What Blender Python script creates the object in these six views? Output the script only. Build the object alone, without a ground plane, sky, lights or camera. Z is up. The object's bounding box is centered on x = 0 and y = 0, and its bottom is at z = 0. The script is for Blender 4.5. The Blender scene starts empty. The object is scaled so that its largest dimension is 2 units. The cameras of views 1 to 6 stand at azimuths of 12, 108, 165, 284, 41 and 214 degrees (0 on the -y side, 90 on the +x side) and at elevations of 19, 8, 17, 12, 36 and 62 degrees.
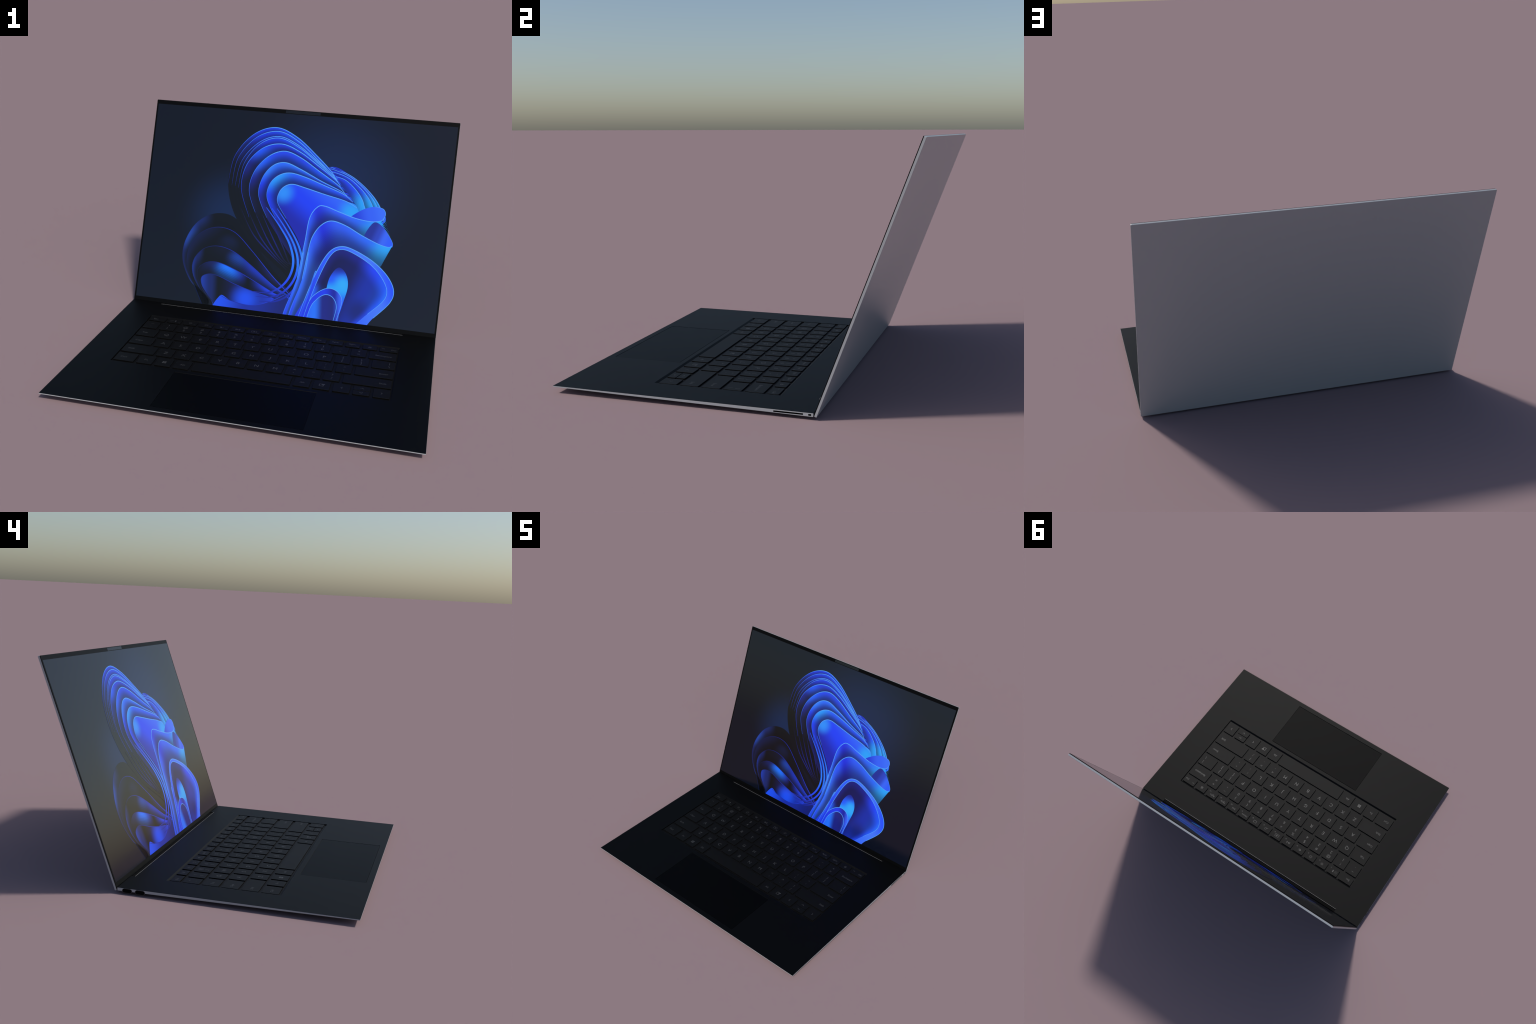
"""A thin laptop standing open: silver wedge base, dark keyboard deck, chiclet
keys with legends, trackpad, and a leaning lid with a lit display."""
import bpy, bmesh, math
from mathutils import Vector, Matrix

D = bpy.data
SC = bpy.context.scene.collection

# ------------------------------------------------------------------ materials
def new_mat(name):
    m = D.materials.new(name)
    m.use_nodes = True
    nt = m.node_tree
    return m, nt, nt.nodes["Principled BSDF"]

def noise_bump(nt, bsdf, scale, strength, dist=0.0004, stretch=(1, 1, 1)):
    tc = nt.nodes.new("ShaderNodeTexCoord")
    mp = nt.nodes.new("ShaderNodeMapping")
    mp.inputs["Scale"].default_value = stretch
    nz = nt.nodes.new("ShaderNodeTexNoise")
    nz.inputs["Scale"].default_value = scale
    nz.inputs["Detail"].default_value = 3
    bp = nt.nodes.new("ShaderNodeBump")
    bp.inputs["Strength"].default_value = strength
    bp.inputs["Distance"].default_value = dist
    nt.links.new(tc.outputs["Object"], mp.inputs["Vector"])
    nt.links.new(mp.outputs[0], nz.inputs["Vector"])
    nt.links.new(nz.outputs[0], bp.inputs["Height"])
    nt.links.new(bp.outputs[0], bsdf.inputs["Normal"])
    return nz

def solid(name, col, rough, metal=0.0, spec=0.5, grain=None, vary=0.0):
    m, nt, b = new_mat(name)
    b.inputs["Base Color"].default_value = (*col, 1)
    b.inputs["Roughness"].default_value = rough
    b.inputs["Metallic"].default_value = metal
    b.inputs["Specular IOR Level"].default_value = spec
    if grain:
        nz = noise_bump(nt, b, grain[0], grain[1])
        if vary:
            mr = nt.nodes.new("ShaderNodeMapRange")
            mr.inputs["To Min"].default_value = rough - vary
            mr.inputs["To Max"].default_value = rough + vary
            nt.links.new(nz.outputs[0], mr.inputs["Value"])
            nt.links.new(mr.outputs[0], b.inputs["Roughness"])
    return m

M_SILVER = solid("brushed_silver", (0.38, 0.39, 0.40), 0.30, 0.0, grain=(900, 0.05), vary=0.03)
def grazing_gloss(m, low, high):
    """satin lacquer: more mirror-like at grazing angles"""
    nt = m.node_tree
    lw = nt.nodes.new("ShaderNodeLayerWeight")
    lw.inputs["Blend"].default_value = 0.5
    pw = nt.nodes.new("ShaderNodeMath"); pw.operation = 'POWER'
    pw.inputs[1].default_value = 6.0
    mr = nt.nodes.new("ShaderNodeMapRange")
    mr.inputs["To Min"].default_value = low
    mr.inputs["To Max"].default_value = high
    nt.links.new(lw.outputs["Facing"], pw.inputs[0])
    nt.links.new(pw.outputs[0], mr.inputs["Value"])
    nt.links.new(mr.outputs[0], nt.nodes["Principled BSDF"].inputs["Specular IOR Level"])

M_DECK = solid("dark_anodised", (0.0009, 0.0010, 0.0012), 0.55, 0.0, 0.12, grain=(1200, 0.05), vary=0.03)
M_KEY = solid("key_plastic", (0.0022, 0.0022, 0.0022), 0.58, 0.0, 0.155, grain=(1500, 0.05), vary=0.03)
M_PAD = solid("trackpad_glass", (0.0008, 0.0009, 0.0011), 0.53, 0.0, 0.075)
grazing_gloss(M_DECK, 0.105, 0.50)
grazing_gloss(M_KEY, 0.14, 0.46)
grazing_gloss(M_PAD, 0.055, 0.44)
M_LEGEND = solid("legend_print", (0.034, 0.034, 0.034), 0.5, 0.0, 0.5)
M_BLACK = solid("black_cavity", (0.0008, 0.0008, 0.0008), 0.8, 0.0, 0.1)
M_RUBBER = solid("rubber", (0.012, 0.012, 0.012), 0.8)
M_BEZEL = solid("bezel_black", (0.001, 0.001, 0.001), 0.4, 0.0, 0.10)
M_CAM = solid("camera_glass", (0.005, 0.006, 0.008), 0.12, 0.0, 0.4)
M_TRIM = solid("trim_metal", (0.13, 0.13, 0.13), 0.6, 0.3)
M_RING = solid("port_rim", (0.12, 0.12, 0.13), 0.4, 1.0)

def srgb(r, g, b):
    f = lambda c: c / 12.92 if c <= 0.04045 else ((c + 0.055) / 1.055) ** 2.4
    return (f(r / 255), f(g / 255), f(b / 255))

def lit(name, p0, p1, stops, glow=None, glow2=None, dim=1.0):
    """Lit display pixels: a colour ramp running from point p0 to point p1 on the
    panel, with up to two soft round glows added."""
    m, nt, b = new_mat(name)
    b.inputs["Base Color"].default_value = (0.001, 0.001, 0.0015, 1)
    b.inputs["Roughness"].default_value = 0.09
    b.inputs["Specular IOR Level"].default_value = 0.44
    tc = nt.nodes.new("ShaderNodeTexCoord")
    d = Vector((p1[0] - p0[0], p1[1] - p0[1], 0))
    k = d / d.length_squared
    dot = nt.nodes.new("ShaderNodeVectorMath"); dot.operation = 'DOT_PRODUCT'
    dot.inputs[1].default_value = k
    nt.links.new(tc.outputs["Object"], dot.inputs[0])
    sub = nt.nodes.new("ShaderNodeMath"); sub.operation = 'SUBTRACT'
    sub.inputs[1].default_value = k.x * p0[0] + k.y * p0[1]
    nt.links.new(dot.outputs["Value"], sub.inputs[0])
    rp = nt.nodes.new("ShaderNodeValToRGB")
    rp.color_ramp.interpolation = 'EASE'
    el = rp.color_ramp.elements
    while len(el) < len(stops):
        el.new(0.5)
    for e, (pos, c) in zip(el, stops):
        e.position = pos
    for e, (pos, c) in zip(el, stops):
        e.color = (*srgb(*[dim * v for v in c]), 1)
    nt.links.new(sub.outputs[0], rp.inputs[0])
    out = rp.outputs[0]
    for g in (glow, glow2):
        if not g:
            continue
        (gx, gy), rad, col = g[:3]
        ds = nt.nodes.new("ShaderNodeVectorMath"); ds.operation = 'DISTANCE'
        ds.inputs[1].default_value = (gx, gy, 0)
        nt.links.new(tc.outputs["Object"], ds.inputs[0])
        mr = nt.nodes.new("ShaderNodeMapRange"); mr.interpolation_type = 'SMOOTHERSTEP'
        mr.inputs["From Min"].default_value = rad
        mr.inputs["From Max"].default_value = 0.0
        nt.links.new(ds.outputs["Value"], mr.inputs["Value"])
        mx = nt.nodes.new("ShaderNodeMix"); mx.data_type = 'RGBA'
        nt.links.new(mr.outputs[0], mx.inputs["Factor"])
        nt.links.new(out, mx.inputs["A"])
        mx.inputs["B"].default_value = (*srgb(*[dim * v for v in col]), 1)
        out = mx.outputs["Result"]
    nt.links.new(out, b.inputs["Emission Color"])
    fr = nt.nodes.new("ShaderNodeFresnel"); fr.inputs["IOR"].default_value = 1.5
    inv = nt.nodes.new("ShaderNodeMath"); inv.operation = 'SUBTRACT'
    inv.inputs[0].default_value = 1.0
    nt.links.new(fr.outputs[0], inv.inputs[1])
    nt.links.new(inv.outputs[0], b.inputs["Emission Strength"])
    if dim < 0.99:
        m.cycles.emission_sampling = 'NONE'
    return m

# -------------------------------------------------------------------- helpers
def obj(name, me, parent=None, mat=None, matrix=None):
    o = D.objects.new(name, me)
    SC.objects.link(o)
    if parent:
        o.parent = parent
    if matrix is not None:
        o.matrix_local = matrix
    if mat and me is not None and not me.materials:
        me.materials.append(mat)
    return o

def mesh_from(bm, name):
    me = D.meshes.new(name)
    bm.normal_update()
    bm.to_mesh(me)
    bm.free()
    return me

def box_bm(x0, x1, y0, y1, z0, z1, bm=None):
    bm = bm or bmesh.new()
    v = [bm.verts.new((x, y, z)) for z in (z0, z1) for y in (y0, y1) for x in (x0, x1)]
    for f in ((0, 2, 3, 1), (4, 5, 7, 6), (0, 1, 5, 4), (2, 6, 7, 3), (0, 4, 6, 2), (1, 3, 7, 5)):
        bm.faces.new([v[i] for i in f])
    return bm

def bevel_all(bm, off, seg=2, pick=None):
    e = [e for e in bm.edges if pick is None or pick(e)]
    bmesh.ops.bevel(bm, geom=e, offset=off, segments=seg, profile=0.5, affect='EDGES', clamp_overlap=True)

def vertical(e):
    a, b = e.verts
    return abs(a.co.z - b.co.z) > 1e-4 and abs(a.co.x - b.co.x) + abs(a.co.y - b.co.y) < 1e-5

def smooth(me, deg=35):
    for p in me.polygons:
        p.use_smooth = True
    bm = bmesh.new(); bm.from_mesh(me)
    for e in bm.edges:
        e.smooth = not (len(e.link_faces) == 2 and e.calc_face_angle(0) > math.radians(deg))
    bm.to_mesh(me); bm.free()

def prism_x(profile, x0, x1):
    """Extrude a (y, z) profile along x."""
    bm = bmesh.new()
    a = [bm.verts.new((x0, y, z)) for y, z in profile]
    b = [bm.verts.new((x1, y, z)) for y, z in profile]
    n = len(profile)
    bm.faces.new(a); bm.faces.new(b[::-1])
    for i in range(n):
        j = (i + 1) % n
        bm.faces.new((a[j], a[i], b[i], b[j]))
    bmesh.ops.recalc_face_normals(bm, faces=bm.faces)
    return bm

def cut(o, cutters):
    for c in cutters:
        md = o.modifiers.new("cut", 'BOOLEAN')
        md.operation = 'DIFFERENCE'; md.solver = 'EXACT'; md.object = c
        md.material_mode = 'TRANSFER'
    dg = bpy.context.evaluated_depsgraph_get(); dg.update()
    me = D.meshes.new_from_object(o.evaluated_get(dg))
    o.modifiers.clear()
    old = o.data
    o.data = me
    me.name = old.name
    for c in cutters:
        D.objects.remove(c)

# ------------------------------------------------------------------ the thing
laptop = obj("laptop", None)
laptop.empty_display_size = 0.2
laptop["label"] = "thin dark-deck silver laptop open with glowing blue display"
laptop["category"] = "laptop"

HW = 0.9992            # half width of the base
YF, YB = -0.9302, 0.4435   # front and back edge of the base
ZD = 0.0372            # deck surface at the front edge
TILT = 0.0031          # the deck falls slightly towards the hinge
def fall(y):
    return -TILT * (y - YF)
WX, WY0, WY1 = 0.794, -0.4597, 0.2255   # keyboard well
ZW = 0.0292            # well floor
NX, NY = 0.7955, 0.4200    # hinge notch

# --- silver wedge shell under the deck
prof = [(YF, 0.0364), (YF, 0.0312), (-0.521, 0.0252), (0.0, 0.0192), (YB - 0.004, 0.0138),
        (YB, 0.0160), (YB, 0.0312)]
bm = prism_x(prof, -HW, HW)
bevel_all(bm, 0.0005, 2)
shell = obj("base_shell", mesh_from(bm, "base_shell"), laptop, M_SILVER)
cutters = []
def cutter(bm):
    c = obj("cutter", mesh_from(bm, "cutter"), None, M_BLACK)
    cutters.append(c)
cutter(box_bm(-WX - .006, WX + .006, WY0 - .004, WY1 + .004, 0.0232, 0.06))
cutter(box_bm(-NX, NX, NY, 0.6, -0.1, 0.06))
cutter(box_bm(-0.404, 0.404, -0.894, -0.482, 0.0310, 0.06))
cutter(box_bm(HW - 0.03, HW + 0.01, 0.2493, 0.3941, 0.0194, 0.0268))      # card slot
cutter(box_bm(HW - 0.03, HW + 0.01, 0.4188, 0.4332, 0.0184, 0.0266))      # lock slot
cut(shell, cutters)

# --- dark deck plate: flat sheet with the keyboard well, trackpad bay and notch
PX, PY0, PY1 = 0.4005, -0.8910, -0.4865
def deck():
    bm = bmesh.new()
    hw, y0, y1 = HW - 0.0004, YF + 0.0004, YB
    xs = [-hw, -NX, -WX, -PX, PX, WX, NX, hw]
    ys = [y0, PY0, PY1, WY0, WY1, NY, y1]
    V = {}
    def v(x, y, z):
        k = (round(x, 6), round(y, 6), round(z, 6))
        if k not in V:
            V[k] = bm.verts.new((x, y, z + fall(y)))
        return V[k]
    def hole(xm, ym):
        return (abs(xm) < WX and WY0 < ym < WY1) or (abs(xm) < PX and PY0 < ym < PY1) or (abs(xm) < NX and ym > NY)
    for i in range(len(xs) - 1):
        for j in range(len(ys) - 1):
            if hole((xs[i] + xs[i + 1]) / 2, (ys[j] + ys[j + 1]) / 2):
                continue
            bm.faces.new((v(xs[i], ys[j], ZD), v(xs[i + 1], ys[j], ZD), v(xs[i + 1], ys[j + 1], ZD), v(xs[i], ys[j + 1], ZD)))
    def bay(X, a, b, slope, zf):
        """sloped front and back wall, upright sides, flat floor"""
        o = [(-X, a, ZD), (X, a, ZD), (X, b, ZD), (-X, b, ZD)]
        f = [(-X, a + slope, zf), (X, a + slope, zf), (X, b - slope, zf), (-X, b - slope, zf)]
        for k in range(4):
            l = (k + 1) % 4
            bm.faces.new((v(*o[l]), v(*o[k]), v(*f[k]), v(*f[l])))
        return bm.faces.new([v(*p) for p in f])
    bay(WX, WY0, WY1, 0.0115, ZW).material_index = 1
    bay(PX, PY0, PY1, 0.0022, 0.0342)
    # skirt round the rim
    def low(y):
        return 0.0362 - 0.0014 * (y - YF) / (YB - YF)
    rim = [(-hw, y0), (hw, y0), (hw, y1), (NX, y1), (NX, NY), (-NX, NY), (-NX, y1), (-hw, y1)]
    for k in range(len(rim)):
        a, b = rim[k], rim[(k + 1) % len(rim)]
        bm.faces.new((v(*a, ZD), v(*a, low(a[1])), v(*b, low(b[1])), v(*b, ZD)))
    bmesh.ops.recalc_face_normals(bm, faces=bm.faces)
    return mesh_from(bm, "deck_plate")
dk = obj("deck_plate", deck(), laptop, M_DECK)
dk.data.materials.append(M_KEY)

# --- trackpad
bm = box_bm(-0.3978, 0.3978, -0.8880, -0.4897, 0.0335, 0.0366)
bevel_all(bm, 0.0006, 2)
for v in bm.verts:
    v.co.z += fall(v.co.y)
obj("trackpad", mesh_from(bm, "trackpad"), laptop, M_PAD)

# --- hinge bar, bright trim on the notch edge, feet
bm = box_bm(-NX + .0002, NX - .0002, NY + 0.0028, 0.4462, 0.0125, 0.0295)
bevel_all(bm, 0.0035, 4, lambda e: abs(e.verts[0].co.x - e.verts[1].co.x) > 0.1)
obj("hinge_bar", mesh_from(bm, "hinge_bar"), laptop, M_BLACK)
bm = box_bm(-NX + .0005, NX - .0005, NY - 0.0016, NY + 0.0010, 0.0345 + fall(NY), ZD + 0.0006 + fall(NY))
bevel_all(bm, 0.0004, 1)
obj("hinge_trim", mesh_from(bm, "hinge_trim"), laptop, M_TRIM)
for y, x in ((-0.70, 0.62), (0.36, 0.74)):
    top = 0.0300 if y < 0 else 0.0168
    bm = box_bm(-x, x, y - 0.018, y + 0.018, 0.0, top)
    bevel_all(bm, 0.006, 3, vertical)
    obj("foot", mesh_from(bm, "foot"), laptop, M_RUBBER)

# --- side ports: two round-ended sockets on the left
def stadium(w, h, seg=12):
    r = h / 2
    pts = []
    for s, c0 in ((1, w / 2 - r), (-1, -(w / 2 - r))):
        for k in range(seg + 1):
            a = -math.pi / 2 + math.pi * k / seg
            pts.append((c0 + s * r * math.cos(a), s * r * math.sin(a)))
    return pts
def port_mesh():
    bm = bmesh.new()
    rings = []
    for (w, h, x) in ((0.0600, 0.0272, 0.0), (0.0600, 0.0272, -0.0310), (0.0578, 0.0250, -0.0314), (0.0560, 0.0232, -0.0312),
                      (0.0560, 0.0232, -0.0309)):
        rings.append([bm.verts.new((x, y, z)) for y, z in stadium(w, h)])
    n = len(rings[0])
    for k in range(len(rings) - 1):
        for i in range(n):
            f = bm.faces.new((rings[k][i], rings[k][(i + 1) % n], rings[k + 1][(i + 1) % n], rings[k + 1][i]))
            f.material_index = 1 if k >= 3 else 0
    f = bm.faces.new(rings[-1]); f.material_index = 1
    f = bm.faces.new(rings[0])
    bmesh.ops.recalc_face_normals(bm, faces=bm.faces)
    me = mesh_from(bm, "side_port")
    me.materials.append(M_RING); me.materials.append(M_BLACK)
    smooth(me)
    return me
pm = port_mesh()
for y in (0.3846, 0.3075):
    obj("side_port", pm, laptop, None, Matrix.Translation((-0.9690, y, 0.0177)))

# -------------------------------------------------------------------- keyboard
KZ0, KZ1 = ZW - 0.0006, 0.0366
key_cache = {}
def key_mesh(w, d):
    k = (round(w, 4), round(d, 4))
    if k not in key_cache:
        bm = box_bm(-w / 2, w / 2, -d / 2, d / 2, KZ0 - KZ1, 0)
        bevel_all(bm, 0.0035, 3, vertical)
        bevel_all(bm, 0.0005, 1, lambda e: all(abs(v.co.z) < 1e-6 for v in e.verts))
        me = mesh_from(bm, "key")
        me.materials.append(M_KEY); me.materials.append(M_BLACK)
        for p in me.polygons:
            p.material_index = 1 if abs(p.normal.z) < 0.5 else 0
        key_cache[k] = me
    return key_cache[k]

text_cache = {}
def text_mesh(s, size):
    cu = D.curves.new("txt", 'FONT')
    cu.body = s; cu.size = size
    cu.align_x = 'CENTER'; cu.align_y = 'BOTTOM_BASELINE'
    cu.resolution_u = 3
    o = D.objects.new("txt", cu)
    SC.objects.link(o)
    dg = bpy.context.evaluated_depsgraph_get(); dg.update()
    me = D.meshes.new_from_object(o.evaluated_get(dg))
    D.objects.remove(o); D.curves.remove(cu)
    return me

class Mark:
    """Collects flat printed marks (text, strokes, shapes) in key space."""
    def __init__(self):
        self.bm = bmesh.new()
    def text(self, s, x, y, size, align='C', stretch=1.0):
        me = text_mesh(s, size)
        xs = [v.co.x for v in me.vertices]; ys = [v.co.y for v in me.vertices]
        if not xs:
            return
        cx = {'C': (min(xs) + max(xs)) / 2, 'L': min(xs), 'R': max(xs)}[align]
        cy = (min(ys) + max(ys)) / 2
        for v in me.vertices:
            v.co = ((v.co.x - cx) * stretch + x, v.co.y - cy + y, 0)
        self.bm.from_mesh(me)
        D.meshes.remove(me)
    def poly(self, pts):
        self.bm.faces.new([self.bm.verts.new((x, y, 0)) for x, y in pts])
    def line(self, pts, w=0.0026, closed=False):
        n = len(pts)
        for i in range(n if closed else n - 1):
            a, b = Vector(pts[i]), Vector(pts[(i + 1) % n])
            d = (b - a).normalized(); e = Vector((-d.y, d.x)) * w / 2; d = d * w / 2
            self.poly([a - d - e, b + d - e, b + d + e, a - d + e])
    def rect(self, x, y, w, h):
        self.poly([(x - w / 2, y - h / 2), (x + w / 2, y - h / 2), (x + w / 2, y + h / 2), (x - w / 2, y + h / 2)])
    def arc(self, x, y, r, a0=0, a1=360, w=0.0022, n=16):
        p = [(x + r * math.cos(math.radians(a0 + (a1 - a0) * k / n)), y + r * math.sin(math.radians(a0 + (a1 - a0) * k / n))) for k in range(n + 1)]
        self.line(p, w)
    def done(self):
        for v in self.bm.verts:
            v.co.z = 0.00025
        for f in self.bm.faces:
            f.normal_update()
            if f.normal.z < 0:
                f.normal_flip()
        return mesh_from(self.bm, "key_legend")

def legend_for(spec, w, d):
    m = Mark()
    hw, hd = w / 2, d / 2
    kind = spec[0]
    if kind == 'letter':
        m.text(spec[1], 0, -0.002, 0.0385)
    elif kind == 'pair':
        m.text(spec[1], 0.0, 0.0195, 0.032)
        m.text(spec[2], 0.0, -0.0205, 0.032)
    elif kind == 'pairR':
        m.text(spec[1], hw - 0.032, 0.0195, 0.032)
        m.text(spec[2], hw - 0.032, -0.0205, 0.032)
    elif kind == 'left':
        m.text(spec[1], -hw + 0.027, -0.003, 0.0235, 'L')
    elif kind == 'right':
        m.text(spec[1], hw - 0.028, -0.003, 0.0235, 'R')
    elif kind == 'mid':
        m.text(spec[1], 0, -0.002, 0.0235)
    elif kind == 'fn':
        m.text(spec[2], hw - 0.013, -hd + 0.012, 0.0125)
        s = spec[1]
        if s == 'dim':          # backlight with dotted grid
            for i in range(3):
                for j in range(3):
                    m.rect(-0.028 + i * 0.008, -0.008 + j * 0.008, 0.003, 0.003)
            m.rect(0.004, 0.000, 0.008, 0.018)
        elif s in ('sun_low', 'sun_high'):
            r = 0.0055 if s == 'sun_low' else 0.007
            m.arc(0, 0, r, w=0.003)
            for k in range(8):
                a = k * math.pi / 4
                m.rect(1.75 * r * math.cos(a), 1.75 * r * math.sin(a), 0.0028, 0.0028)
        elif s == 'speaker':
            m.poly([(-0.013, -0.004), (-0.008, -0.004), (-0.002, -0.009), (-0.002, 0.009), (-0.008, 0.004), (-0.013, 0.004)])
            m.arc(-0.002, 0, 0.006, -50, 50); m.arc(-0.002, 0, 0.011, -50, 50)
        elif s == 'play':
            m.line([(-0.014, -0.007), (-0.014, 0.007)])
            m.poly([(-0.010, -0.007), (0.002, 0), (-0.010, 0.007)])
            m.line([(0.007, -0.007), (0.007, 0.007)]); m.line([(0.012, -0.007), (0.012, 0.007)])
        elif s == 'panel':
            m.line([(-0.016, -0.010), (0.016, -0.010), (0.016, 0.010), (-0.016, 0.010)], 0.002, True)
            m.poly([(-0.006, 0), (0.004, -0.006), (0.004, 0.006)])
        elif s == 'lens':
            m.arc(0.003, 0.001, 0.0075, w=0.0026)
            m.line([(-0.003, -0.005), (-0.013, -0.009)])
        elif s == 'frame':
            m.line([(-0.004, 0.009), (-0.012, 0.009), (-0.012, -0.009), (0.012, -0.009), (0.012, 0.009), (0.004, 0.009)], 0.0024)
        else:
            m.text(s, -0.004, 0.004, 0.0195)
    elif kind == 'lock':
        m.line([(-0.007, -0.010), (0.007, -0.010), (0.007, 0.000), (-0.007, 0.000)], 0.003, True)
        m.arc(0, 0.002, 0.006, 0, 180, 0.0026)
        m.rect(0, -0.005, 0.004, 0.004)
    elif kind == 'del':
        m.text("Del", hw - 0.024, -0.003, 0.0205)
        m.text("Ins", -hw + 0.020, 0.006, 0.014)
    elif kind == 'four_panes':
        g, q = 0.0064, 0.0108
        for sx in (-1, 1):
            for sy in (-1, 1):
                m.rect(sx * g, sy * g - 0.002, q, q)
    elif kind == 'note':
        m.line([(0.001, 0.010), (-0.013, 0.010), (-0.013, -0.013), (0.010, -0.013), (0.010, -0.004)], 0.0028)
        r = 0.0055
        for cx in (0.003, 0.012):
            m.poly([(cx + r * math.cos(k * math.pi / 6), 0.008 + r * math.sin(k * math.pi / 6)) for k in range(12)])
        m.poly([(-0.0018, 0.0062), (0.0075, -0.005), (0.0168, 0.0062)])
    elif kind == 'chev':
        a = math.radians(spec[1])
        p = [Vector((-0.0035, 0.008)), Vector((0.0045, 0)), Vector((-0.0035, -0.008))]
        R = Matrix.Rotation(a, 2)
        m.line([R @ q for q in p], 0.0030)
    return m.done()

GAP = 0.0184
XL, XR = -0.7850, 0.7835
rows = []   # (front, back, [(left, right, legend)])
def fill(starts, legends, right=XR):
    e = list(starts[1:]) + [right + GAP]
    return [(a, b - GAP, l) for a, b, l in zip(starts, e, legends)]
def run(x0, n, pitch):
    return [x0 + pitch * k for k in range(n)]
L = lambda s: ('letter', s)
P = lambda a, b: ('pair', a, b)
F = lambda s, n: ('fn', s, "f%d" % n)
rows.append((0.1500, 0.2100, fill([XL] + run(-0.6627, 14, 0.1031) , [('left', "Esc"), F('dim', 1), F('sun_low', 2), F('sun_high', 3),
      F('speaker', 4), F('play', 5), F('panel', 6), F('lens', 7), F('frame', 8), F('Home', 9), F('End', 10), F('PgUp', 11), F('PgDn', 12), ('lock',), ('del',)])))
rows.append((0.0320, 0.1307, fill([XL] + run(-0.6780, 13, 0.1085), [P("~", "`")] + [P(a, b) for a, b in zip("!@#$%^&*()_+", "1234567890-=")] + [('right', "Backspace")])))
rows.append((-0.0850, 0.0133, fill([XL] + run(-0.6482, 13, 0.10835), [('left', "Tab")] + [L(c) for c in "QWERTYUIOP"] + [P("{", "["), P("}", "]"), ('pairR', "|", "\\")])))
rows.append((-0.2025, -0.1035, fill([XL] + run(-0.6280, 12, 0.1087), [('left', "Caps")] + [L(c) for c in "ASDFGHJKL"] + [P(":", ";"), P('"', "'"), ('right', "Enter")])))
rows.append((-0.3205, -0.2215, fill([XL] + run(-0.5707, 11, 0.1086), [('left', "Shift")] + [L(c) for c in "ZXCVBNM"] + [P("<", ","), P(">", "."), P("?", "/"), ('right', "Shift")])))
rows.append((-0.4390, -0.3400, fill([XL, -0.6475, -0.5393, -0.4306, -0.3217, 0.2591, 0.3661, 0.4764, 0.5855, 0.6945],
      [('left', "Ctrl"), ('mid', "Fn"), ('four_panes',), ('mid', "Alt"), None, ('mid', "Alt"), ('note',), ('chev', 180), ('arrows',), ('chev', 0)])))

def add_key(x0, x1, y0, y1, spec):
    w, d = x1 - x0, y1 - y0
    yc = (y0 + y1) / 2
    k = obj("key", key_mesh(w, d), laptop, None, Matrix.Translation(((x0 + x1) / 2, yc, KZ1 + fall(yc))) @ Matrix.Rotation(-TILT, 4, 'X'))
    if spec:
        obj("key_legend", legend_for(spec, w, d), k, M_LEGEND)
for y0, y1, ks in rows:
    for x0, x1, spec in ks:
        if spec and spec[0] == 'arrows':
            ym = (y0 + y1) / 2
            add_key(x0, x1, ym + 0.002, y1, ('chev', 90))
            add_key(x0, x1, y0, ym - 0.002, ('chev', -90))
        else:
            add_key(x0, x1, y0, y1, spec)

# ------------------------------------------------------------------------- lid
# lid frame: x across, y up along the lid, z out of the screen
TH = math.radians(20.195)                      # lean from upright
LID = Matrix.Translation((0, 0.4468, 0.0149)) @ Matrix.Rotation(math.pi / 2 - TH, 4, 'X')
LH, LW, TM, TG = 1.3705, 1.0, 0.0116, 0.0042   # height, half width, metal and glass thickness

bm = box_bm(-LW, LW, 0, LH, -TM, 0)
bevel_all(bm, 0.004, 3, vertical)
bevel_all(bm, 0.0012, 2, lambda e: all(v.co.z < -TM + 1e-5 for v in e.verts))
me = mesh_from(bm, "lid_shell")
obj("lid_shell", me, laptop, M_SILVER, LID)
bm = box_bm(-LW + .0006, LW - .0006, 0.001, LH - .0006, 0.0001, TG)
bevel_all(bm, 0.004, 3, vertical)
bevel_all(bm, 0.0006, 2, lambda e: all(v.co.z > TG - 1e-5 for v in e.verts))
me = mesh_from(bm, "screen_bezel")
obj("screen_bezel", me, laptop, M_BEZEL, LID)
bm = box_bm(-0.1145, 0.1145, 1.3466, 1.3650, TG - .001, TG + 0.0003)
obj("camera_window", mesh_from(bm, "camera_window"), laptop, M_CAM, LID)

# ------------------------------------------------------------- lit display
SX, SY0, SY1 = 0.9885, 0.0412, 1.3428
GLOW = (30, 54, 96)
bg = lit("display_night", (-1.0, 0.9), (0.15, 0.75), [(0.0, (4, 8, 21)), (1.0, (5, 10, 26))],
         ((0.24, 0.90), 0.72, (13, 31, 70)), ((-0.40, 0.64), 0.42, (13, 34, 74)))
display = obj("display", mesh_from(box_bm(-SX, SX, SY0, SY1, TG - .001, TG + 0.0002), "display"), laptop, bg, LID)

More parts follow.
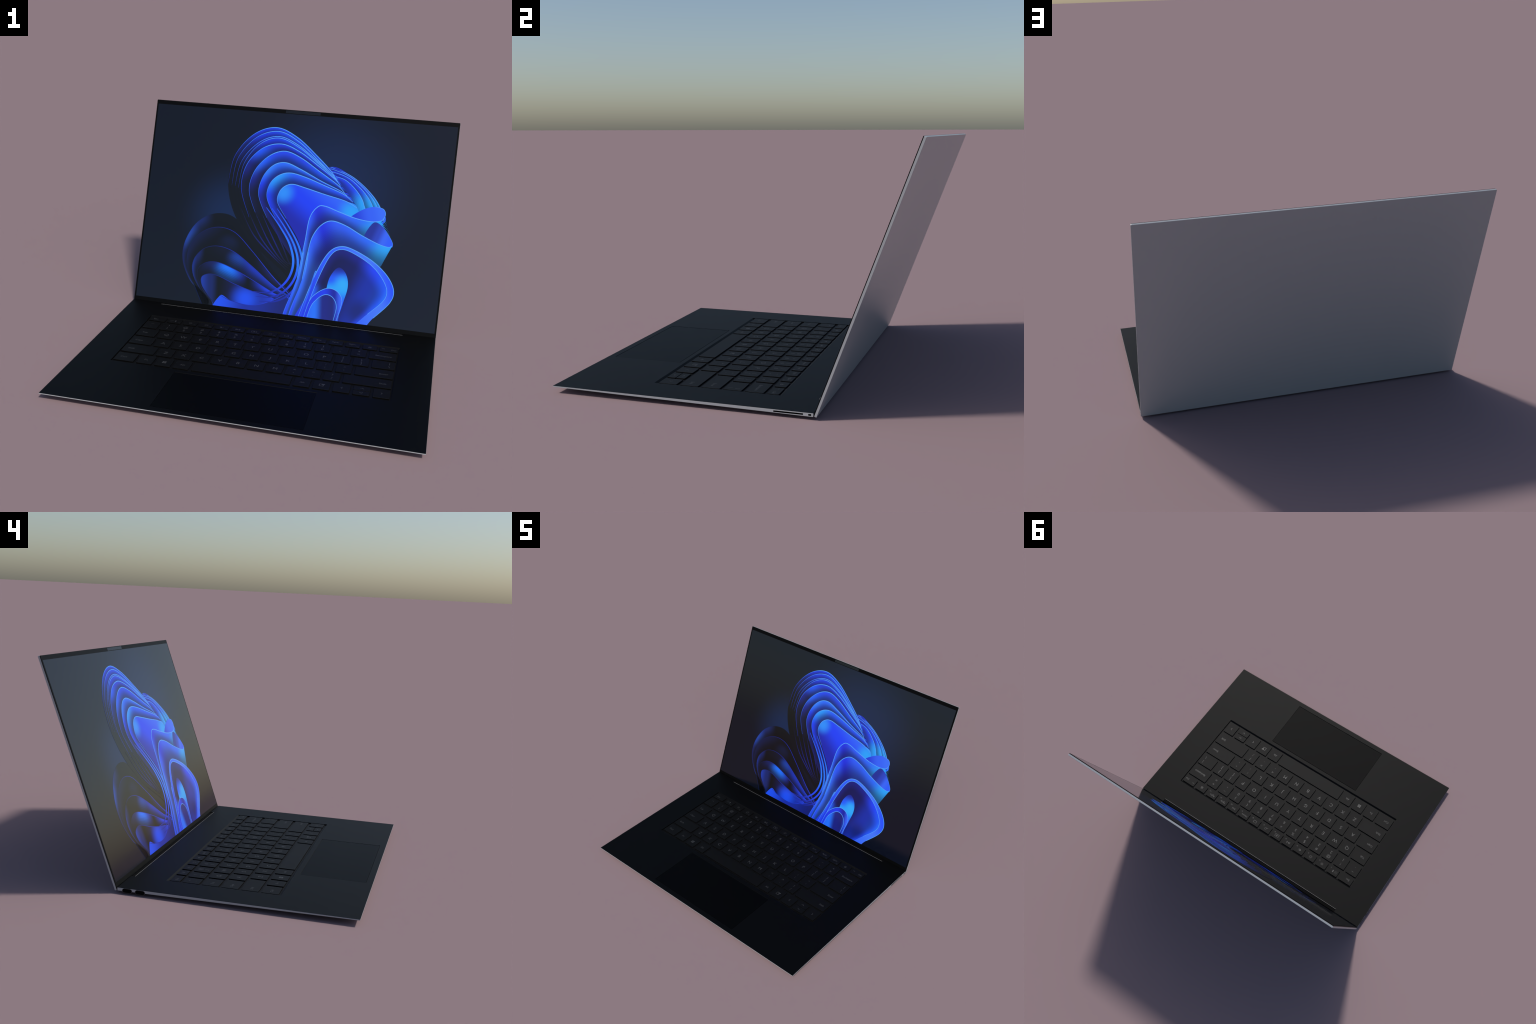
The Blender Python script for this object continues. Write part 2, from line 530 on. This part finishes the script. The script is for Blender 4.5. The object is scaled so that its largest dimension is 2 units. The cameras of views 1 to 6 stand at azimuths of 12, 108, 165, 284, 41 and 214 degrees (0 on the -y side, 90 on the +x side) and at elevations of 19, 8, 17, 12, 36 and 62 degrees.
def spline(pts, closed=True, n=10):
    out = []
    m = len(pts)
    P_ = [Vector(p) for p in pts]
    segs = m if closed else m - 1
    for i in range(segs):
        if closed:
            a, b, c, d = P_[i - 1], P_[i], P_[(i + 1) % m], P_[(i + 2) % m]
        else:
            a, b, c, d = P_[max(i - 1, 0)], P_[i], P_[i + 1], P_[min(i + 2, m - 1)]
        for k in range(n):
            t = k / n
            out.append(0.5 * ((2 * b) + (c - a) * t + (2 * a - 5 * b + 4 * c - d) * t * t + (3 * b - a - 3 * c + d) * t ** 3))
    if not closed:
        out.append(P_[-1])
    return out

layer = [0]
def clip(bm):
    for co, no in (((0, SY0 + .0004, 0), (0, -1, 0)),):
        g = bm.verts[:] + bm.edges[:] + bm.faces[:]
        bmesh.ops.bisect_plane(bm, geom=g, plane_co=co, plane_no=no, clear_outer=True)

LAYER = 0.000007
def put(bm, name, mat, keep=False):
    layer[0] += 1
    clip(bm)
    for v in bm.verts:
        v.co.z = TG + 0.0002 + (v.co.z if keep else LAYER * layer[0])
    for f in bm.faces:
        f.normal_update()
        if f.normal.z < 0:
            f.normal_flip()
    return obj(name, mesh_from(bm, name), display, mat)

def petal(pts, mat):
    bm = bmesh.new()
    f = bm.faces.new([bm.verts.new((p.x, p.y, 0)) for p in spline(pts)])
    bmesh.ops.triangulate(bm, faces=[f])
    return put(bm, "wallpaper_petal", mat)

def strand(pts, w0, w1, mat, w2=None):
    """a tapering band along a curve: widths at start, middle and end"""
    w2 = w0 if w2 is None else w2
    c = spline(pts, False, 14)
    bm = bmesh.new()
    prev = None
    for i, p in enumerate(c):
        d = (c[min(i + 1, len(c) - 1)] - c[max(i - 1, 0)]).normalized()
        t = i / (len(c) - 1)
        w = (1 - t) ** 2 * w0 + 2 * t * (1 - t) * (2 * w1 - (w0 + w2) / 2) + t * t * w2
        e = Vector((-d.y, d.x)) * max(w, 0.0002) / 2
        cur = (bm.verts.new((*(p - e), 0)), bm.verts.new((*(p + e), 0)))
        if prev:
            bm.faces.new((prev[0], prev[1], cur[1], cur[0]))
        prev = cur
    return put(bm, "wallpaper_strand", mat)

def lerp(A, B, t):
    return [(a[0] + (b[0] - a[0]) * t, a[1] + (b[1] - a[1]) * t) for a, b in zip(A, B)]

def band(A, B, spec, n=6, f0=1.0, f1=0.35):
    """A fold seen as a band between its own rim A and the rim B of the next fold:
    n nested layers that sink into shade towards B."""
    bm = bmesh.new()
    mats = []
    for j in range(n):
        u = j / n
        f = f0 + (f1 - f0) * (u * u * (3 - 2 * u))
        layer[0] += 1
        z = LAYER * layer[0]
        face = bm.faces.new([bm.verts.new((p.x, p.y, z)) for p in spline(lerp(A, B, u))])
        for t in bmesh.ops.triangulate(bm, faces=[face])["faces"]:
            t.material_index = j
        mats.append(lit(*spec, dim=f))
    o = put(bm, "wallpaper_fold", mats[0], keep=True)
    for m in mats[1:]:
        o.data.materials.append(m)

BLK, NAVY, DEEP, ROYAL = (5, 7, 14), (14, 18, 62), (22, 30, 130), (28, 62, 245)
MID, SKY, RIM = (44, 96, 250), (38, 158, 250), (84, 160, 250)
rim = lit("rim_light", (-0.46, 0.72), (-0.06, 0.86), [(0.0, (10, 14, 50)), (0.30, (26, 58, 200)), (0.65, (52, 116, 248)), (1.0, RIM)])
rim_dim = lit("rim_dim", (-0.6, 0.3), (0.0, 0.3), [(0.0, (14, 22, 80)), (0.6, (24, 44, 170)), (1.0, (34, 66, 225))])

# back fan, upper right
fan0 = [(0.10, 0.90), (0.22, 1.022), (0.36, 0.975), (0.48, 0.89), (0.56, 0.80), (0.60, 0.70), (0.40, 0.62), (0.15, 0.70)]
fan1 = [(0.12, 0.82), (0.20, 0.92), (0.28, 0.93), (0.34, 0.88), (0.37, 0.82), (0.36, 0.76), (0.26, 0.70), (0.14, 0.74)]
fan_t = (0.0, 0.10, 0.26, 0.55, 1.0)
for k in range(4):
    pts, nxt = lerp(fan0, fan1, fan_t[k]), lerp(fan0, fan1, fan_t[k + 1])
    band(pts, nxt, ("fan_fold", (0.2, 0.98), (0.5, 0.72), [(0, (28, 52, 215)), (0.5, (32, 70, 245)), (1, (36, 80, 250))],
                    ((0.54 - 0.16 * fan_t[k], 0.80), 0.13, SKY)), 8, 1.0, 0.62)
    strand(pts[1:6], 0.002, 0.004, rim)
# lower left dark lobe
lob0 = [(0.06, 0.18), (-0.08, 0.32), (-0.24, 0.50), (-0.37, 0.63), (-0.50, 0.648), (-0.62, 0.58), (-0.69, 0.45), (-0.695, 0.32),
        (-0.63, 0.19), (-0.53, 0.10), (-0.49, -0.02), (-0.05, -0.02)]
lob1 = [(0.06, 0.10), (-0.08, 0.14), (-0.20, 0.165), (-0.33, 0.20), (-0.43, 0.235), (-0.50, 0.245), (-0.55, 0.22), (-0.545, 0.17),
        (-0.50, 0.11), (-0.44, 0.05), (-0.40, -0.02), (-0.02, -0.02)]
DARK = (4, 6, 12)
lob_specs = [
    ("lobe", (-0.71, 0.38), (-0.46, 0.44), [(0, (16, 26, 80)), (0.3, (24, 50, 130)), (0.6, (18, 34, 92)), (1, DARK)], ((-0.64, 0.46), 0.11, (30, 66, 160))),
    ("lobe", (-0.62, 0.52), (-0.10, 0.24), [(0, (12, 20, 60)), (0.3, DARK), (0.7, DARK), (1, (16, 22, 84))], ((-0.40, 0.43), 0.11, (16, 34, 92))),
    ("lobe", (-0.66, 0.28), (-0.20, 0.30), [(0, (24, 56, 160)), (0.16, (16, 30, 90)), (0.26, DARK), (0.62, (8, 12, 36)), (1, (22, 48, 170))], ((-0.33, 0.345), 0.10, (22, 62, 160))),
    ("lobe", (-0.60, 0.20), (-0.08, 0.18), [(0, DARK), (0.25, (16, 28, 90)), (0.40, (24, 84, 220)), (0.56, (20, 40, 150)), (0.70, DARK), (1, (28, 60, 220))], ((-0.39, 0.25), 0.13, (26, 116, 250))),
    ("lobe", (-0.56, 0.12), (0.0, 0.16), [(0, (26, 58, 170)), (0.14, (18, 34, 100)), (0.24, DARK), (0.5, (14, 20, 80)), (1, (30, 60, 210))], ((-0.24, 0.11), 0.14, (28, 78, 240)))]
lob_t = (0, 0.22, 0.52, 0.78, 1.0)
for k, t in enumerate(lob_t):
    pts = lerp(lob0, lob1, t)
    if k < 4:
        band(pts, lerp(lob0, lob1, lob_t[k + 1]), lob_specs[k], 9, 1.05, 0.35)
    else:
        petal(pts, lit(*lob_specs[k]))
    if k:
        strand(pts[0:8], 0.004, 0.0035, rim_dim, 0.0005)
tail = [(-0.42, -0.02), (-0.41, 0.112), (-0.33, 0.085), (-0.20, 0.072), (-0.08, 0.11), (0.02, 0.17), (0.06, -0.02)]
petal(tail, lit("lobe", (-0.42, 0.12), (0.02, 0.05), [(0, (30, 80, 240)), (0.45, (24, 44, 160)), (1, (20, 30, 110))]))
strand(tail[1:6], 0.002, 0.004, rim_dim)

# big upper fan of nested folds
A0 = [(0.10, 0.10), (0.02, 0.28), (-0.20, 0.45), (-0.37, 0.64), (-0.445, 0.85), (-0.42, 1.04), (-0.31, 1.19), (-0.165, 1.247),
      (-0.02, 1.195), (0.13, 1.08), (0.235, 0.985), (0.265, 0.93), (0.30, 0.60), (0.16, 0.10)]
A1 = [(0.15, 0.10), (0.13, 0.36), (0.07, 0.52), (-0.03, 0.66), (-0.10, 0.76), (-0.095, 0.83), (-0.06, 0.872), (-0.01, 0.887),
      (0.07, 0.872), (0.20, 0.842), (0.34, 0.812), (0.42, 0.775), (0.44, 0.60), (0.20, 0.10)]
steps = (0.0, 0.075, 0.14, 0.21, 0.27, 0.43, 0.62, 0.79, 1.0)
def sway(pts, k, amp=0.010):
    n = len(pts)
    w = lambda i: max(0.0, math.sin(math.pi * (i - 4) / (n - 6))) if i > 4 else 0.0
    return [(x + amp * math.sin(1.9 * k + 0.8 * i) * w(i), y + amp * math.cos(2.6 * k + 0.7 * i) * w(i)) for i, (x, y) in enumerate(pts)]
for k, t in enumerate(steps):
    pts = sway(lerp(A0, A1, t), k, 0.0 if k in (0, 8) else 0.009)
    if k < 4:
        m = ("fold", (-0.36, 0.74), (0.06, 1.16), [(0, BLK), (0.22, (8, 10, 24)), (0.42, (17, 26, 104)), (0.7, (26, 54, 218)), (1, (34, 84, 250))],
                ((0.14, 0.99), 0.12, (44, 116, 250)))
    elif k == 4:
        m = ("fold", (-0.36, 0.70), (-0.20, 1.14), [(0, BLK), (0.35, (14, 16, 54)), (0.62, (20, 30, 130)), (0.85, (30, 84, 245)), (1, (30, 58, 220))])
    elif k == 5:
        m = ("fold", (-0.24, 0.62), (-0.16, 1.08), [(0, BLK), (0.35, (15, 18, 64)), (0.66, (24, 36, 150)), (0.86, (28, 84, 248)), (1, (34, 70, 235))],
                ((-0.31, 1.03), 0.15, (44, 112, 250)))
    elif k == 6:
        m = ("fold", (-0.16, 0.62), (-0.10, 1.06), [(0, (18, 22, 90)), (0.30, (24, 32, 140)), (0.62, ROYAL), (1, (44, 112, 250))], ((-0.23, 1.00), 0.15, (52, 136, 250)))
    elif k == 7:
        m = ("fold", (-0.05, 0.58), (0.02, 1.02), [(0, (24, 30, 130)), (0.45, ROYAL), (1, (40, 96, 250))], ((-0.16, 0.955), 0.18, SKY))
    else:
        m = ("fold", (0.08, 0.60), (0.26, 0.86), [(0, (26, 36, 170)), (0.5, ROYAL), (1, (48, 100, 250))], ((-0.07, 0.83), 0.11, (44, 140, 250)), ((0.39, 0.74), 0.13, SKY))
    if k < 8:
        nxt = sway(lerp(A0, A1, steps[k + 1]), k + 1, 0.0 if k + 1 == 8 else 0.009)
        band(pts, nxt, m, 5 if k < 4 else 12, 1.0, 0.62 if k < 4 else 0.48)
    else:
        petal(pts, lit(*m))
    if k < 4:
        strand(pts[4:12], 0.0004, 0.0042, rim, 0.003)
    else:
        strand(pts[3:12], 0.0008, 0.0052, rim, 0.003)
# faint trailing edges of the fan's shaded side
for k in range(5):
    q = [(-0.34 + 0.05 * k, 0.70 - 0.01 * k), (-0.24 + 0.05 * k, 0.54 - 0.012 * k), (-0.12 + 0.035 * k, 0.43 - 0.012 * k), (0.01 + 0.008 * k, 0.33 + 0.012 * k)]
    strand(q, 0.002, 0.008, lit("faint_edge", (-0.34, 0.6), (0.0, 0.36), [(0, (12, 15, 50)), (0.6, (20, 28, 110)), (1, (12, 15, 46))]), 0.002)

# sweeping bundle from the fan into the lobe
sw = [(-0.17, 0.72), (-0.07, 0.61), (0.01, 0.50), (0.048, 0.39), (0.035, 0.29), (-0.02, 0.21), (-0.10, 0.168), (-0.20, 0.165)]
for k in range(3):
    pts = [(x + 0.036 * k * (1 - 0.25 * i / 7), y - 0.030 * k * (i / 7)) for i, (x, y) in enumerate(sw)]
    strand(pts, 0.003, 0.015, lit("sweep", (0.0, 0.70), (-0.10, 0.16), [(0, (36, 84, 250)), (0.5, (40, 120, 250)), (0.8, (32, 70, 240)), (1, (24, 40, 160))]), 0.002)

# stacked folds with curled lips on the right
B0 = [(0.03, -0.05), (0.085, 0.28), (0.108, 0.52), (0.122, 0.68), (0.165, 0.756), (0.215, 0.766), (0.31, 0.738), (0.42, 0.708), (0.52, 0.698),
      (0.585, 0.712), (0.60, 0.735), (0.565, 0.67), (0.52, 0.56), (0.45, 0.40), (0.40, -0.05)]
B1 = [(0.07, -0.05), (0.118, 0.28), (0.137, 0.47), (0.155, 0.565), (0.200, 0.640), (0.265, 0.676), (0.36, 0.655), (0.47, 0.603), (0.58, 0.560),
      (0.645, 0.548), (0.668, 0.562), (0.645, 0.515), (0.60, 0.43), (0.52, 0.30), (0.45, -0.05)]
B2 = [(0.10, -0.05), (0.15, 0.20), (0.19, 0.36), (0.23, 0.44), (0.28, 0.50), (0.345, 0.525), (0.42, 0.515), (0.50, 0.48), (0.57, 0.445),
      (0.60, 0.43), (0.61, 0.42), (0.58, 0.38), (0.55, 0.30), (0.50, 0.20), (0.45, -0.05)]
lips = [([(0.38, 0.70), (0.45, 0.765), (0.53, 0.795), (0.585, 0.785), (0.603, 0.750), (0.585, 0.712), (0.50, 0.690)],
         [(0, (30, 56, 215)), (0.6, (50, 96, 246)), (1, (56, 108, 250))]),
        ([(0.48, 0.58), (0.53, 0.69), (0.585, 0.680), (0.635, 0.625), (0.668, 0.570), (0.655, 0.545), (0.56, 0.55)],
         [(0, (32, 46, 150)), (0.35, (42, 66, 190)), (0.7, (54, 100, 246)), (1, (44, 92, 250))])]
for k, (sh, nxt) in enumerate(((B0, B1), (B1, B2))):
    dx, dy = 0.05 * k, -0.12 * k
    lip, lm = lips[k]
    petal(lip, lit("lip", (0.42 + 0.12 * k, 0.66), (0.60 + 0.06 * k, 0.72 - 0.1 * k), lm))
    strand(lip[2:6], 0.001, 0.003, rim)
for k, (sh, nxt) in enumerate(((B0, B1), (B1, B2))):
    dx, dy = 0.05 * k, -0.12 * k
    if k:
        petal(lips[1][0], lit("lip", (0.54, 0.66), (0.66, 0.62), lips[1][1]))
    band(sh, nxt, ("stack", (0.10 + dx, 0.52 + dy), (0.56 + dx, 0.70 + dy),
                   [(0, (52, 106, 250)), (0.14, (44, 88, 250)), (0.28, (30, 48, 225)), (0.5, (46, 92, 248)), (0.85, (44, 106, 250)), (1, SKY)],
                   ((0.53 + dx * 1.4, 0.61 + dy * 1.1), 0.14, (42, 162, 250)), ((0.21 + dx, 0.56 + dy), 0.13, (28, 40, 200))), 16, 1.0, 0.55)
    strand(sh[1:11], 0.002, 0.0055, rim)

# front petal with nested arches
C0 = [(0.10, -0.05), (0.155, 0.17), (0.215, 0.36), (0.275, 0.477), (0.345, 0.519), (0.43, 0.506), (0.56, 0.445), (0.66, 0.362), (0.708, 0.275),
      (0.69, 0.195), (0.60, 0.09), (0.46, -0.05)]
C1 = [(0.15, -0.05), (0.185, 0.16), (0.24, 0.35), (0.29, 0.462), (0.345, 0.500), (0.42, 0.488), (0.54, 0.428), (0.62, 0.355), (0.665, 0.275),
      (0.65, 0.205), (0.56, 0.11), (0.38, -0.05)]
petal(C0, lit("front_petal", (0.15, 0.1), (0.70, 0.3), [(0, (30, 56, 230)), (0.4, (44, 90, 250)), (0.8, (66, 118, 250)), (1, (36, 80, 250))]))
strand(C0[0:11], 0.003, 0.005, rim)
C2 = [(0.17, -0.05), (0.21, 0.13), (0.265, 0.28), (0.31, 0.38), (0.35, 0.42), (0.41, 0.41), (0.48, 0.36), (0.54, 0.31), (0.58, 0.25),
      (0.56, 0.19), (0.50, 0.11), (0.36, -0.05)]
band(C1, C2, ("front_petal", (0.27, 0.30), (0.66, 0.16), [(0, (24, 28, 120)), (0.30, (24, 30, 136)), (0.62, (32, 66, 245)), (0.85, (30, 84, 245)), (1, (36, 116, 250))],
               ((0.49, 0.12), 0.13, (28, 50, 180)), ((0.20, 0.20), 0.10, (34, 92, 250))), 14, 1.0, 0.66)
strand(C1[0:11], 0.002, 0.004, rim)
petal([(0.28, 0.05), (0.285, 0.26), (0.31, 0.345), (0.35, 0.384), (0.395, 0.35), (0.417, 0.28), (0.405, 0.19), (0.36, 0.03)],
      lit("tube", (0.35, 0.39), (0.37, 0.15), [(0, (24, 30, 130)), (0.35, (34, 90, 250)), (0.6, SKY), (1, (36, 84, 250))], ((0.385, 0.28), 0.09, (46, 168, 250))))
arch = [(0.14, -0.05), (0.178, 0.135), (0.225, 0.205), (0.29, 0.243), (0.35, 0.232), (0.388, 0.185), (0.385, 0.12), (0.345, -0.05)]
for k in range(2):
    pts = [(0.265 + (x - 0.265) * (1 - 0.20 * k) - 0.006 * k, y - 0.042 * k) for x, y in arch]
    petal(pts, lit("arch", (0.16, 0.1), (0.39, 0.12), [(0, (38, 96, 250)), (0.25, (36, 112, 250)), (0.5, (26, 34, 130)), (0.75, (26, 32, 120)), (1, (44, 92, 245))] if k else
                   [(0, (30, 56, 230)), (0.5, (30, 58, 235)), (0.8, (24, 34, 160)), (1, (56, 100, 250))]))
    strand(pts[0:8], 0.002, 0.004, rim)
# stems that run down to the lower edge
for x0, x1, w in ((0.02, 0.108, 0.016), (0.058, 0.14, 0.014), (0.125, 0.205, 0.010)):
    strand([(x0, 0.0), (x0 + (x1 - x0) * 0.55, 0.19), (x1 - 0.008, 0.33), (x1, 0.46 if x0 < 0.1 else 0.34)], w, w * 0.8,
           lit("stem", (0.05, 0.05), (0.12, 0.45), [(0, (36, 70, 235)), (0.5, (46, 104, 250)), (1, (66, 150, 250))]), 0.003)
